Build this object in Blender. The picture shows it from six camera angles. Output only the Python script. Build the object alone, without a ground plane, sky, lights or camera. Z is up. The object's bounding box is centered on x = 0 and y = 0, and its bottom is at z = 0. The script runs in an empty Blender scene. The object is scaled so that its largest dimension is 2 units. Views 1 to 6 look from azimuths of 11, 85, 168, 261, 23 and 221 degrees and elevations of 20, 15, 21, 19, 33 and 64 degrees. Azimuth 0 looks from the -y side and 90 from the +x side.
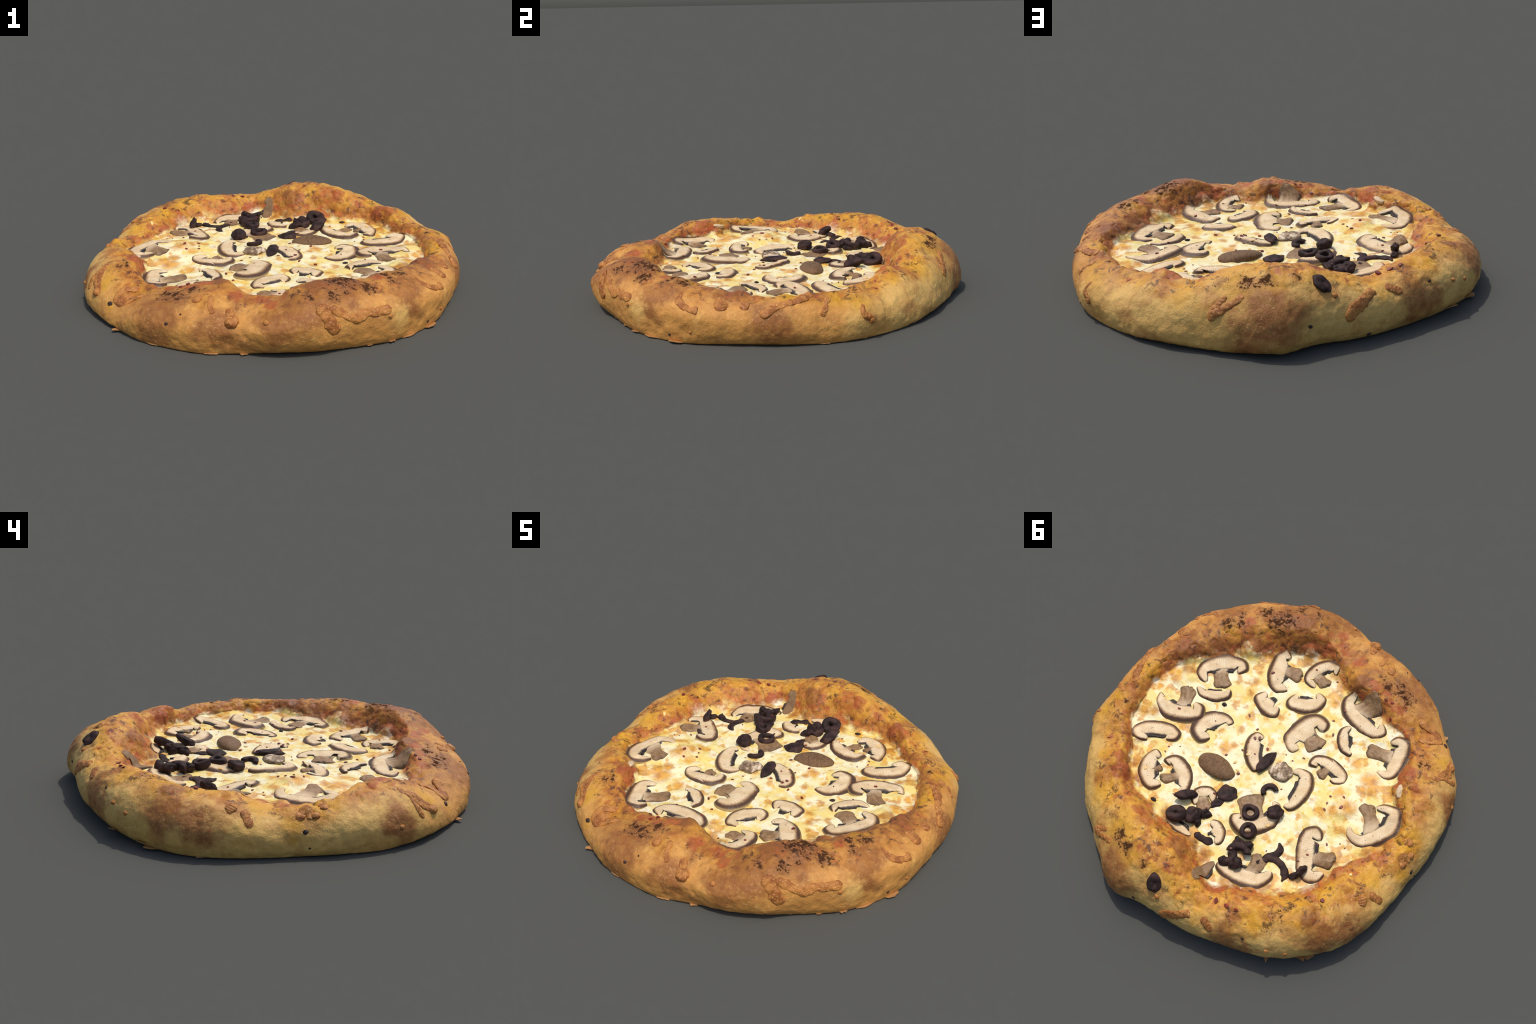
# A thick-crusted pizza: rim of puffed dough lofted from a profile that changes
# round the pie, a melted-cheese disc, mushroom slices, olive pieces, browned
# cheese strands, chilli flakes and torn dough flakes at the base.
import bpy, math, random
import numpy as np
from mathutils import Vector, Matrix
from mathutils.bvhtree import BVHTree

rng = random.Random(7)

# --------------------------------------------------------------- noise in numpy
def _hash(ix, iy, iz, seed):
    h = (ix * 374761393 + iy * 668265263 + iz * 2147483647 + seed * 1274126177) & 0xFFFFFFFF
    h = ((h ^ (h >> 13)) * 1274126177) & 0xFFFFFFFF
    h = ((h ^ (h >> 16)) * 2246822519) & 0xFFFFFFFF
    return ((h ^ (h >> 15)) & 0xFFFFFF) / float(0xFFFFFF)

def vnoise(P, scale, seed=0):
    """smooth value noise, about -1..1, for an (n,3) array"""
    Q = np.asarray(P, float) * scale + 101.37
    I = np.floor(Q).astype(np.int64)
    f = Q - I
    f = f * f * f * (f * (f * 6 - 15) + 10)
    out = 0
    for dx in (0, 1):
        for dy in (0, 1):
            for dz in (0, 1):
                w = (f[:, 0] if dx else 1 - f[:, 0]) * (f[:, 1] if dy else 1 - f[:, 1]) * (f[:, 2] if dz else 1 - f[:, 2])
                out = out + w * _hash(I[:, 0] + dx, I[:, 1] + dy, I[:, 2] + dz, seed)
    return out * 2 - 1

def fbm(P, scale, octaves=3, seed=0):
    out, amp = 0, 1.0
    for o in range(octaves):
        out = out + amp * vnoise(P, scale * 2 ** o, seed + o)
        amp *= 0.5
    return out / (2 - 0.5 ** (octaves - 1))

def bubbles(P, scale, seed=0):
    """rounded blisters: 1 in the middle of a cell, 0 at its border"""
    Q = np.asarray(P, float) * scale + 57.1
    I = np.floor(Q).astype(np.int64)
    best = np.full(len(Q), 9.0)
    for dx in (-1, 0, 1):
        for dy in (-1, 0, 1):
            for dz in (-1, 0, 1):
                J = I + (dx, dy, dz)
                C = np.stack([J[:, k] + _hash(J[:, 0], J[:, 1], J[:, 2], seed + 11 * k) for k in range(3)], -1)
                best = np.minimum(best, ((Q - C) ** 2).sum(1))
    return np.sqrt(np.clip(1 - best / 0.7, 0, 1))

def smooth(a, b, x):
    t = np.clip((x - a) / (b - a), 0, 1)
    return t * t * (3 - 2 * t)

# --------------------------------------------------------------- the rim profile
# Every 10 degrees round the pie (0 = +x, counter-clockwise): radius where the
# dough meets the table, widest radius and its height, crest radius and height,
# and the radius of the inner foot where dough meets cheese.
BASE_R = [0.928, 0.945, 0.946, 0.940, 0.924, 0.898, 0.902, 0.919, 0.906, 0.875, 0.888, 0.901, 0.914, 0.943, 0.977, 0.996, 0.975, 0.948, 0.932, 0.945, 0.971, 0.957, 0.945, 0.962, 0.985, 0.977, 0.971, 0.940, 0.906, 0.925, 0.948, 0.977, 0.990, 0.979, 0.934, 0.918]
OUTER_R = [0.966, 0.965, 0.980, 0.959, 0.956, 0.958, 0.953, 0.975, 1.011, 0.963, 0.957, 0.967, 0.985, 1.018, 1.028, 1.035, 1.002, 0.974, 0.962, 0.978, 0.996, 1.015, 1.009, 0.998, 1.002, 0.995, 0.990, 0.972, 1.010, 1.020, 1.001, 1.019, 1.008, 1.008, 0.988, 0.970]
OUTER_Z = [0.071, 0.061, 0.096, 0.057, 0.029, 0.045, 0.039, 0.056, 0.076, 0.103, 0.104, 0.108, 0.112, 0.104, 0.097, 0.087, 0.083, 0.068, 0.048, 0.079, 0.072, 0.060, 0.040, 0.029, 0.069, 0.090, 0.086, 0.099, 0.120, 0.129, 0.127, 0.135, 0.122, 0.122, 0.102, 0.087]
CREST_R = [0.840, 0.808, 0.805, 0.755, 0.745, 0.771, 0.741, 0.720, 0.735, 0.757, 0.788, 0.825, 0.813, 0.835, 0.847, 0.834, 0.801, 0.792, 0.824, 0.820, 0.762, 0.752, 0.785, 0.780, 0.780, 0.705, 0.676, 0.743, 0.785, 0.806, 0.792, 0.816, 0.829, 0.820, 0.827, 0.844]
CREST_Z = [0.206, 0.207, 0.202, 0.198, 0.246, 0.228, 0.273, 0.307, 0.311, 0.307, 0.259, 0.221, 0.237, 0.255, 0.243, 0.232, 0.221, 0.173, 0.189, 0.202, 0.225, 0.240, 0.198, 0.162, 0.190, 0.220, 0.240, 0.199, 0.220, 0.273, 0.276, 0.247, 0.251, 0.229, 0.209, 0.204]
FOOT_R = [0.774, 0.764, 0.744, 0.694, 0.685, 0.662, 0.608, 0.588, 0.554, 0.542, 0.629, 0.704, 0.669, 0.680, 0.696, 0.696, 0.672, 0.709, 0.756, 0.771, 0.685, 0.685, 0.735, 0.752, 0.675, 0.635, 0.600, 0.645, 0.700, 0.690, 0.655, 0.645, 0.645, 0.671, 0.710, 0.753]
CHEESE_Z = 0.15
RIM = np.array([BASE_R, OUTER_R, OUTER_Z, CREST_R, CREST_Z, FOOT_R])
N = RIM.shape[1]

def rim_at(theta):
    x = (np.asarray(theta, float) / (2 * math.pi) * N) % N
    k = np.floor(x).astype(int)
    f = x - k
    w = (-.5 * f + f * f - .5 * f ** 3, 1 - 2.5 * f * f + 1.5 * f ** 3,
         .5 * f + 2 * f * f - 1.5 * f ** 3, -.5 * f * f + .5 * f ** 3)
    return sum(RIM[:, (k + q) % N] * w[q + 1] for q in (-1, 0, 1, 2))

def profile(theta, s):
    """s: 0 table edge, 1 widest, 2 crest, 3 inner foot, 4 centre. theta (m,1), s (1,j)"""
    rb, ro, zo, rc, zc, ri = [v[:, None] for v in rim_at(theta)]
    a = np.clip(s, 0, 1) * math.pi / 2
    b = np.clip(s - 1, 0, 1) * math.pi / 2
    c = np.clip(s - 2, 0, 1)
    d = np.clip(s - 3, 0, 1)
    low_r = rb + (ro - rb) * np.sin(a) ** .9
    low_z = zo * (1 - np.cos(a) ** .9)
    up_r = rc + (ro - rc) * np.cos(b)
    up_z = zo + (zc - zo) * np.sin(b)
    ring = np.concatenate([np.cos(theta)[:, None], np.sin(theta)[:, None], 0 * np.cos(theta)[:, None]], 1)
    ri = np.minimum(ri + (0.016 * fbm(ring, 7, 2, 77))[:, None], rc - .02)
    in_r = (rc + (ri - rc) * c) * (1 - d)
    in_z = zc + (CHEESE_Z - zc) * (0.5 - 0.5 * np.cos(math.pi * c ** 1.2))
    r = np.where(s <= 1, low_r, np.where(s <= 2, up_r, in_r))
    z = np.where(s <= 1, low_z, np.where(s <= 2, up_z, in_z))
    return r, z

# soft swellings: x, y, z, radius, height
SWELLINGS = [
    (-0.52, -0.02, .15, .31, .027), (-0.485, -0.030, .15, .085, .014), (0.72, 0.08, .15, .13, .020), (0.70, 0.30, .15, .12, .020), (0.68, -0.14, .15, .10, .016),
    (0.467, -0.489, .16, .075, .022), (0.236, -0.676, .17, .06, .024), (0.745, -0.24, .18, .07, .016),
    (0.675, -0.33, .18, .06, .014), (-0.61, -0.30, .16, .05, .008), (-0.665, 0.249, .16, .05, .012),
    (0.52, 0.50, .20, .06, .018), (-0.20, -0.70, .23, .07, .008),
    (0.80, -0.04, .19, .06, .014), (0.03, 0.66, .22, .09, .014), (0.125, 0.05, .15, .12, .006),
    (-0.86, -0.03, .18, .05, .014), (0.37, -0.86, .23, .06, .010)]
# a bank of browned cheese bulges where the filling meets the dough
_bank = random.Random(21)
BANK = []
for q in range(34):
    a = 2 * math.pi * (q + _bank.uniform(.1, .9)) / 34
    rr = float(rim_at([a])[5, 0]) + _bank.uniform(-.035, .045)
    BANK.append((rr * math.cos(a), rr * math.sin(a), CHEESE_Z + .006, _bank.uniform(.030, .062), _bank.uniform(.004, .012)))
SWELLINGS += BANK
HOLLOWS = [(-0.47, -0.43, .15, .15, .017), (0.40, -0.625, .19, .06, .022), (-0.50, 0.83, .17, .15, .004), (0.31, 0.80, .25, .16, .013), (-0.70, -0.36, .24, .10, .014)]

M_T = 900
S_RIM = np.concatenate([np.linspace(0, 1, 25), np.linspace(1, 2, 41)[1:], np.linspace(2, 3, 41)[1:]])
S_CHEESE = np.concatenate([np.linspace(3, 3.9, 66)[1:], np.linspace(3.9, 4, 10)[1:-1]])
S_ALL = np.concatenate([S_RIM, S_CHEESE])
J_RIM, J = len(S_RIM), len(S_ALL)
theta = np.arange(M_T) / M_T * 2 * math.pi

def build_grid():
    r, z = profile(theta, S_ALL[None, :])
    P = np.stack([r * np.cos(theta)[:, None], r * np.sin(theta)[:, None], z], -1)
    # normals of the smooth loft
    dt = np.roll(P, -1, 0) - np.roll(P, 1, 0)
    ds = np.gradient(P, axis=1)
    n = np.cross(dt, ds)
    n /= np.maximum(np.linalg.norm(n, axis=-1, keepdims=True), 1e-9)
    Q, S = P.reshape(-1, 3), np.broadcast_to(S_ALL[None, :], z.shape).reshape(-1)
    nn = n.reshape(-1, 3)
    low = smooth(0.0, 0.5, S)
    dough = low * (0.006 * fbm(Q, 5, 2, 3) + 0.0045 * fbm(Q, 13, 2, 9) + 0.0034 * fbm(Q, 24, 2, 23) + 0.0020 * fbm(Q, 52, 2, 21) - 0.0045)
    topping = smooth(1.45, 1.9, S + 0.35 * vnoise(Q, 7, 40)) * (1 - smooth(2.8, 3.05, S))
    dough += topping * (0.011 * (bubbles(Q + 0.03 * np.stack([vnoise(Q, 9, 1), vnoise(Q, 9, 2), vnoise(Q, 9, 3)], -1), 13, 5) - 0.75)
                        + 0.006 * (bubbles(Q, 36, 8) - .4))
    cheese = 0.007 * fbm(Q, 7, 2, 31) + 0.0055 * fbm(Q, 19, 2, 33) + 0.0016 * fbm(Q, 60, 2, 37) - 0.009
    k = smooth(2.75, 3.12, S)
    h = dough * (1 - k) + cheese * k
    for x, y, zz, rad, amp in SWELLINGS:
        d = np.linalg.norm(Q - (x, y, zz), axis=1) / rad * (1 + 0.25 * vnoise(Q, 15, 50))
        h += amp * (1 - smooth(0.15, 1.0, d))
    for x, y, zz, rad, amp in HOLLOWS:
        d = np.linalg.norm(Q - (x, y, zz), axis=1) / rad
        h -= amp * (1 - smooth(0.1, 1.0, d))
    out = Q + nn * h[:, None]
    out[:, 2] = np.where(S <= 0, 0.0, np.maximum(out[:, 2], 0.0005))
    # ragged table edge
    edge = (1 - smooth(0.0, 0.25, S)) * 0.006 * fbm(Q, 30, 3, 61)
    rad = np.linalg.norm(Q[:, :2], axis=1, keepdims=True)
    out[:, :2] += Q[:, :2] / np.maximum(rad, 1e-6) * edge[:, None]
    return out.reshape(M_T, J, 3), S.reshape(M_T, J)

GRID, SGRID = build_grid()

def grid_normals(G):
    n = np.cross(np.roll(G, -1, 0) - np.roll(G, 1, 0), np.gradient(G, axis=1))
    return n / np.maximum(np.linalg.norm(n, axis=-1, keepdims=True), 1e-9)
GRID_N = grid_normals(GRID)

def on_rim(az, s):
    """point and normal on the finished surface from azimuth (degrees) and profile position"""
    t = (az % 360) / 360 * M_T
    i, f = int(t), t - int(t)
    js = np.interp(s, S_ALL, np.arange(J))
    j, g = min(int(js), J - 2), js - min(int(js), J - 2)
    def mix(A):
        a = A[i % M_T, j] * (1 - g) + A[i % M_T, j + 1] * g
        b = A[(i + 1) % M_T, j] * (1 - g) + A[(i + 1) % M_T, j + 1] * g
        return a * (1 - f) + b * f
    n = mix(GRID_N)
    return mix(GRID), n / np.linalg.norm(n)

# --------------------------------------------------------------- mesh helpers
def new_mesh(name, verts, faces, mats, floats=None, smooth_shade=True):
    me = bpy.data.meshes.new(name)
    me.from_pydata([tuple(map(float, v)) for v in verts], [], faces)
    me.polygons.foreach_set("use_smooth", [smooth_shade] * len(me.polygons))
    for m in mats:
        me.materials.append(m)
    for key, vals in (floats or {}).items():
        a = me.attributes.new(key, 'FLOAT', 'POINT')
        a.data.foreach_set("value", np.asarray(vals, np.float32))
    me.update()
    return me

def add(name, me, parent, loc=(0, 0, 0)):
    ob = bpy.data.objects.new(name, me)
    bpy.context.scene.collection.objects.link(ob)
    ob.parent = parent
    ob.location = loc
    return ob

def catmull(pts, n):
    P = np.asarray(pts, float)
    P = np.vstack([2 * P[0] - P[1], P, 2 * P[-1] - P[-2]])
    seg = np.linalg.norm(np.diff(P[1:-1], axis=0), axis=1)
    cum = np.concatenate([[0], np.cumsum(seg)])
    out = []
    for d in np.linspace(0, cum[-1], n):
        k = min(int(np.searchsorted(cum, d, 'right')) - 1, len(seg) - 1)
        f = (d - cum[k]) / max(seg[k], 1e-9)
        a, b, c, e = P[k], P[k + 1], P[k + 2], P[k + 3]
        out.append(0.5 * (2 * b + (c - a) * f + (2 * a - 5 * b + 4 * c - e) * f * f + (3 * b - a - 3 * c + e) * f ** 3))
    return np.array(out)

def tube_faces(n, m):
    f = []
    for i in range(n - 1):
        for j in range(m):
            f.append((i * m + j, i * m + (j + 1) % m, (i + 1) * m + (j + 1) % m, (i + 1) * m + j))
    f.append(tuple(range(m - 1, -1, -1)))
    f.append(tuple((n - 1) * m + j for j in range(m)))
    return f

# --------------------------------------------------------------- node helper
class Nodes:
    def __init__(self, name):
        self.mat = bpy.data.materials.new(name)
        self.mat.use_nodes = True
        self.t = self.mat.node_tree
        self.t.nodes.clear()
    def n(self, kind, **kw):
        nd = self.t.nodes.new(kind)
        for k, v in kw.items():
            setattr(nd, k, v)
        return nd
    def put(self, sock, v):
        if hasattr(v, "links"):
            self.t.links.new(v, sock)
        elif isinstance(v, (tuple, list)) and len(v) == 3 and sock.type == 'RGBA':
            sock.default_value = (*v, 1)
        else:
            sock.default_value = v
    def math(self, op, a, b=0.0, clamp=False):
        nd = self.n("ShaderNodeMath", operation=op, use_clamp=clamp)
        self.put(nd.inputs[0], a)
        if op not in ('SINE', 'ABSOLUTE'):
            self.put(nd.inputs[1], b)
        return nd.outputs[0]
    def vmath(self, op, a, b=None, scale=None):
        nd = self.n("ShaderNodeVectorMath", operation=op)
        self.put(nd.inputs[0], a)
        if b is not None:
            self.put(nd.inputs[1], b)
        if scale is not None:
            self.put(nd.inputs["Scale"], scale)
        return nd.outputs["Value"] if op in ('DISTANCE', 'LENGTH', 'DOT_PRODUCT') else nd.outputs["Vector"]
    def coord(self):
        return self.n("ShaderNodeTexCoord").outputs["Object"]
    def attr(self, name):
        return self.n("ShaderNodeAttribute", attribute_name=name).outputs["Fac"]
    def noise(self, vec, scale, detail=3.0, rough=0.55, dist=0.0, colour=False):
        nd = self.n("ShaderNodeTexNoise")
        self.put(nd.inputs["Vector"], vec)
        nd.inputs["Scale"].default_value = scale
        nd.inputs["Detail"].default_value = detail
        nd.inputs["Roughness"].default_value = rough
        nd.inputs["Distortion"].default_value = dist
        return nd.outputs["Color"] if colour else nd.outputs["Fac"]
    def voronoi(self, vec, scale, feature='F1', rand=1.0):
        nd = self.n("ShaderNodeTexVoronoi", feature=feature)
        self.put(nd.inputs["Vector"], vec)
        nd.inputs["Scale"].default_value = scale
        nd.inputs["Randomness"].default_value = rand
        return nd.outputs["Distance"]
    def step(self, x, a, b):
        nd = self.n("ShaderNodeMapRange", interpolation_type='SMOOTHSTEP')
        self.put(nd.inputs["Value"], x)
        lo, hi, inv = (a, b, False) if a < b else (b, a, True)
        nd.inputs["From Min"].default_value = lo
        nd.inputs["From Max"].default_value = hi
        nd.inputs["To Min"].default_value = 1.0 if inv else 0.0
        nd.inputs["To Max"].default_value = 0.0 if inv else 1.0
        return nd.outputs["Result"]
    def mix(self, f, a, b):
        nd = self.n("ShaderNodeMix", data_type='RGBA')
        self.put(nd.inputs["Factor"], f)
        self.put(nd.inputs[6], a)
        self.put(nd.inputs[7], b)
        return nd.outputs[2]
    def scale_col(self, c, f):
        nd = self.n("ShaderNodeMix", data_type='RGBA', blend_type='MULTIPLY')
        nd.inputs["Factor"].default_value = 1.0
        self.put(nd.inputs[6], c)
        comb = self.n("ShaderNodeCombineColor")
        for k in range(3):
            self.put(comb.inputs[k], f)
        self.put(nd.inputs[7], comb.outputs[0])
        return nd.outputs[2]
    def jitter(self, vec, scale, amount):
        c = self.noise(vec, scale, 3.0, colour=True)
        d = self.vmath('SUBTRACT', c, (0.5, 0.5, 0.5))
        return self.vmath('ADD', vec, self.vmath('SCALE', d, scale=amount))
    def zones(self, vec, spots, soft=0.35):
        """1 inside any of the spots (x, y, z, radius), fading out"""
        out = None
        for x, y, z, r in spots:
            d = self.math('DIVIDE', self.vmath('DISTANCE', vec, (x, y, z)), r)
            m = self.step(d, 1.0, soft)
            out = m if out is None else self.math('MAXIMUM', out, m)
        return out
    def bump(self, h, strength, dist):
        nd = self.n("ShaderNodeBump")
        nd.inputs["Strength"].default_value = strength
        nd.inputs["Distance"].default_value = dist
        self.put(nd.inputs["Height"], h)
        return nd.outputs[0]
    def finish(self, col, rough=0.6, spec=0.3, normal=None, **extra):
        b = self.n("ShaderNodeBsdfPrincipled")
        self.put(b.inputs["Base Color"], col)
        self.put(b.inputs["Roughness"], rough)
        self.put(b.inputs["Specular IOR Level"], spec)
        if normal is not None:
            self.put(b.inputs["Normal"], normal)
        for k, v in extra.items():
            self.put(b.inputs[k.replace("_", " ")], v)
        o = self.n("ShaderNodeOutputMaterial")
        self.t.links.new(b.outputs[0], o.inputs[0])
        return self.mat

# --------------------------------------------------------------- colour zones
Z_CHAR = [(.42, -.70, .272, .13), (.46, -.655, .26, .08), (.412, -.824, .249, .06), (.30, -.86, .235, .05),
          (-.313, -.782, .201, .07), (-.374, -.770, .192, .07), (-.25, -.745, .217, .07), (-.38, -.735, .195, .06),
          (-.68, -.478, .231, .06), (-.62, -.56, .21, .04), (.646, -.59, .245, .06), (.66, -.50, .243, .07), (.60, -.55, .24, .05),
          (-.582, .63, .253, .05), (-.657, .466, .221, .025), (-.611, .544, .236, .035), (-.608, .615, .25, .04),
          (.357, .741, .268, .05), (.269, .796, .28, .07), (.18, .82, .29, .06), (.80, .186, .205, .04), (-.878, -.028, .18, .045),
          (.06, .83, .29, .05), (.55, -.70, .235, .07), (.72, .42, .2, .03)]
Z_RED = [(.116, -.85, .206, .06), (-.39, -.677, .193, .07), (-.264, -.692, .216, .06), (.586, .471, .241, .06),
         (.524, .508, .204, .11), (.271, .635, .264, .08), (.149, -.743, .195, .09), (.081, -.799, .205, .07), (-.262, .686, .156, .08),
         (-.608, -.246, .15, .08), (-.611, -.31, .165, .09), (-.665, .249, .158, .10), (-.811, .066, .178, .06), (-.037, .775, .296, .04),
         (-.331, -.674, .203, .07), (-.048, -.775, .209, .08), (.713, .407, .19, .05), (-.628, -.398, .239, .08), (.124, .785, .306, .04),
         (-.714, -.333, .238, .07), (.57, -.597, .247, .05), (.258, .634, .26, .07), (.40, .575, .25, .07), (-.316, .741, .218, .035),
         (-.37, .732, .23, .03), (-.75, .20, .19, .06), (-.2, -.69, .22, .06)]
Z_BROWN = [(.40, -.76, .265, .17), (.217, -.928, .202, .17), (.320, -.877, .244, .14), (.42, -.78, .26, .15), (.196, .95, .194, .20), (.25, .93, .08, .16), (-.812, .555, .19, .15), (-.905, .436, .145, .13),
           (.336, -.79, .273, .11), (-.16, -.70, .237, .10), (-.473, .854, .145, .15), (.952, -.13, .12, .16), (-.397, -.872, .15, .18), (-.1, -.93, .12, .15),
           (.735, -.274, .189, .12), (.467, -.489, .161, .10), (.241, -.671, .169, .10), (-.907, -.397, .121, .12), (.63, -.40, .19, .10), (.72, -.62, .17, .10),
           (-.76, .55, .20, .12), (.03, .66, .21, .09)]
Z_YELLOW = [(.302, .783, .274, .12), (.507, .672, .222, .12), (-.923, .041, .141, .07), (-.648, .524, .239, .14), (.827, -.03, .196, .09),
            (.865, .289, .18, .10), (-.851, -.085, .193, .12), (.15, .83, .28, .10), (-.837, .184, .174, .08), (-.701, .387, .22, .12),
            (.63, -.475, .235, .08), (-.93, .05, .08, .05), (-.747, -.578, .172, .08), (.855, .20, .192, .10), (-.534, .8, .18, .03), (-.5, .69, .25, .10),
            (.67, .50, .22, .06), (-.68, -.71, .10, .045), (.42, -.655, .17, .05)]
Z_PALE = [(.683, .576, .182, .20), (-.529, .778, .21, .18), (-.953, -.172, .121, .18), (-.625, .766, .183, .18), (-.175, .846, .237, .17), (-.934, .389, .084, .12),
          (.690, -.721, .134, .10), (.768, .527, .124, .20), (-.917, -.274, .152, .15), (.563, .691, .186, .18), (-.825, -.389, .201, .12), (-.062, .955, .105, .16),
          (-.9, .1, .06, .15), (-.85, .30, .18, .10), (.9, .3, .08, .14), (-.3, .92, .08, .16)]
Z_TOAST = [(-.499, -.052, .165, .075), (-.423, -.098, .15, .05), (-.384, .049, .15, .03), (-.45, .0, .17, .05), (.372, -.417, .15, .032), (.387, -.446, .15, .03), (.347, -.355, .15, .042), (.427, -.302, .15, .028),
           (.323, -.283, .15, .036), (.352, -.191, .15, .032), (.30, -.20, .15, .028), (.244, -.178, .15, .03), (.222, -.078, .15, .032), (.215, .060, .15, .055), (.19, .02, .15, .035),
           (-.497, -.257, .15, .075), (-.54, -.22, .15, .06), (-.076, -.52, .15, .05), (.702, .157, .15, .05), (.66, .13, .15, .04), (.760, -.12, .15, .055), (.739, -.004, .15, .04), (.70, -.10, .15, .045),
           (.159, -.211, .15, .028), (-.351, -.41, .15, .03), (-.492, -.189, .15, .04), (.302, -.014, .15, .035), (.776, -.066, .16, .06),
           (.615, -.194, .15, .03), (.49, .225, .15, .02), (-.30, -.39, .15, .022), (-.14, -.56, .15, .04), (-.48, .12, .15, .02), (.10, .15, .15, .025), (.30, .12, .15, .02), (.60, .36, .15, .04),
           (.40, -.52, .15, .05), (.12, -.36, .15, .03), (-.38, -.30, .15, .05), (.52, -.48, .15, .05)]

# --------------------------------------------------------------- materials
def surface_material(name):
    g = Nodes(name)
    P = g.coord()
    s = g.attr("profile_position")
    Pj = g.jitter(P, 12, 0.09)
    Pj = g.jitter(Pj, 42, 0.035)
    n3, n8 = g.noise(P, 3.5, 3), g.noise(P, 8, 5, .6)
    n25, n60, n140 = g.noise(P, 25, 4, 0.62), g.noise(P, 60, 4, 0.65), g.noise(P, 150, 3, 0.6)
    shift = lambda x, y, z: g.vmath('ADD', P, (x, y, z))
    # dough
    golden, pale, brown = (.58, .270, .064), (.68, .425, .128), (.285, .108, .029)
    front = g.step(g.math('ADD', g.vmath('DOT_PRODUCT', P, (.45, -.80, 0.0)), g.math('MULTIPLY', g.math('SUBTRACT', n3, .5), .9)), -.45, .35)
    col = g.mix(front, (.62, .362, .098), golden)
    col = g.mix(g.math('MULTIPLY', g.zones(Pj, Z_PALE, 0.2), .75), col, pale)
    col = g.mix(g.math('MULTIPLY', g.step(n8, .46, .64), .6), col, (.46, .205, .055))
    col = g.mix(g.math('MULTIPLY', g.step(g.noise(shift(4, 1, 7), 14, 5, .65), .54, .66), .5), col, (.66, .38, .10))
    Pb = g.jitter(g.jitter(P, 5, .26), 18, .07)
    roast = g.step(g.math('ADD', g.zones(Pb, [(x, y, z, r * 1.25) for x, y, z, r in Z_BROWN], 0.0), g.math('MULTIPLY', g.math('SUBTRACT', n8, .5), 1.1)), .0, .75)
    col = g.mix(g.math('MULTIPLY', roast, g.math('ADD', .74, g.math('MULTIPLY', g.step(n25, .38, .60), .26))), col, brown)
    blister = g.step(g.voronoi(g.jitter(P, 60, .016), 66), .46, .10)
    blister = g.math('MULTIPLY', blister, g.step(g.noise(shift(1, 6, 2), 11, 3), .38, .60))
    col = g.mix(g.math('MULTIPLY', blister, .32), col, (.68, .42, .165))
    # topping side of the rim
    inner = g.mix(g.step(n8, .40, .60), (.62, .300, .036), (.45, .170, .024))
    inner = g.mix(g.math('MULTIPLY', g.step(n25, .53, .66), .75), inner, (.23, .072, .018))
    inner = g.mix(g.math('MULTIPLY', g.step(g.noise(shift(8, 8, 1), 28, 5, .65), .54, .66), .6), inner, (.72, .42, .085))
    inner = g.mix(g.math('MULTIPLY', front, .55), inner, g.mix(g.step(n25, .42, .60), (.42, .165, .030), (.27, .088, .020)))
    # nearer the foot the wall is browner, with sauce showing through
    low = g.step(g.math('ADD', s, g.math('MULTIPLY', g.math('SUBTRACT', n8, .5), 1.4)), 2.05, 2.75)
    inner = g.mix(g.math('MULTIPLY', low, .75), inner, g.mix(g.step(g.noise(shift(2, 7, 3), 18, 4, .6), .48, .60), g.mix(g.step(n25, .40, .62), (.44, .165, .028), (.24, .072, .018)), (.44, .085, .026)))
    m_in = g.step(g.math('ADD', s, g.math('MULTIPLY', g.math('SUBTRACT', g.noise(P, 6, 5, .65), .5), 1.6)), 1.42, 1.92)
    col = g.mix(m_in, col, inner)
    col = g.mix(g.math('MULTIPLY', g.zones(Pj, Z_YELLOW, 0.1), .7), col, (.60, .30, .018))
    col = g.mix(g.math('MULTIPLY', roast, g.math('MULTIPLY', m_in, .82)), col, (.22, .072, .020))
    red = g.math('MULTIPLY', g.step(g.math('ADD', g.zones(Pj, Z_RED, 0.0), g.math('SUBTRACT', n25, .5)), .25, .75), .75)
    stray = g.math('MULTIPLY', g.math('MULTIPLY', g.step(g.noise(shift(7, 3, 1), 15, 5, .62), .58, .66), m_in), .6)
    col = g.mix(g.math('MAXIMUM', red, stray), col, g.mix(g.step(n60, .4, .6), (.42, .085, .026), (.30, .082, .024)))
    # roasted and charred
    near_char = g.zones(Pj, Z_CHAR, 0.0)
    col = g.mix(g.math('MULTIPLY', g.step(near_char, .0, .8), .6), col, g.mix(g.step(n60, .40, .62), (.16, .058, .020), (.33, .135, .045)))
    grain = g.noise(shift(2, 5, 0), 40, 5, .68, .5)
    char = g.step(g.math('ADD', g.math('MULTIPLY', near_char, .20), grain), .62, .69)
    speck = g.math('MULTIPLY', g.step(g.noise(shift(9, 1, 4), 24, 5, .68, .5), .565, .625), g.step(s, 1.40, 1.80))
    char = g.math('MULTIPLY', char, g.step(near_char, 0.02, .20))
    col = g.mix(g.math('MULTIPLY', g.math('MAXIMUM', char, g.math('MULTIPLY', speck, .8)), .9), col, (.040, .019, .012))
    bulge = g.zones(Pj, [(x, y, z, r * 1.1) for x, y, z, r, h in BANK], 0.25)
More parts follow.
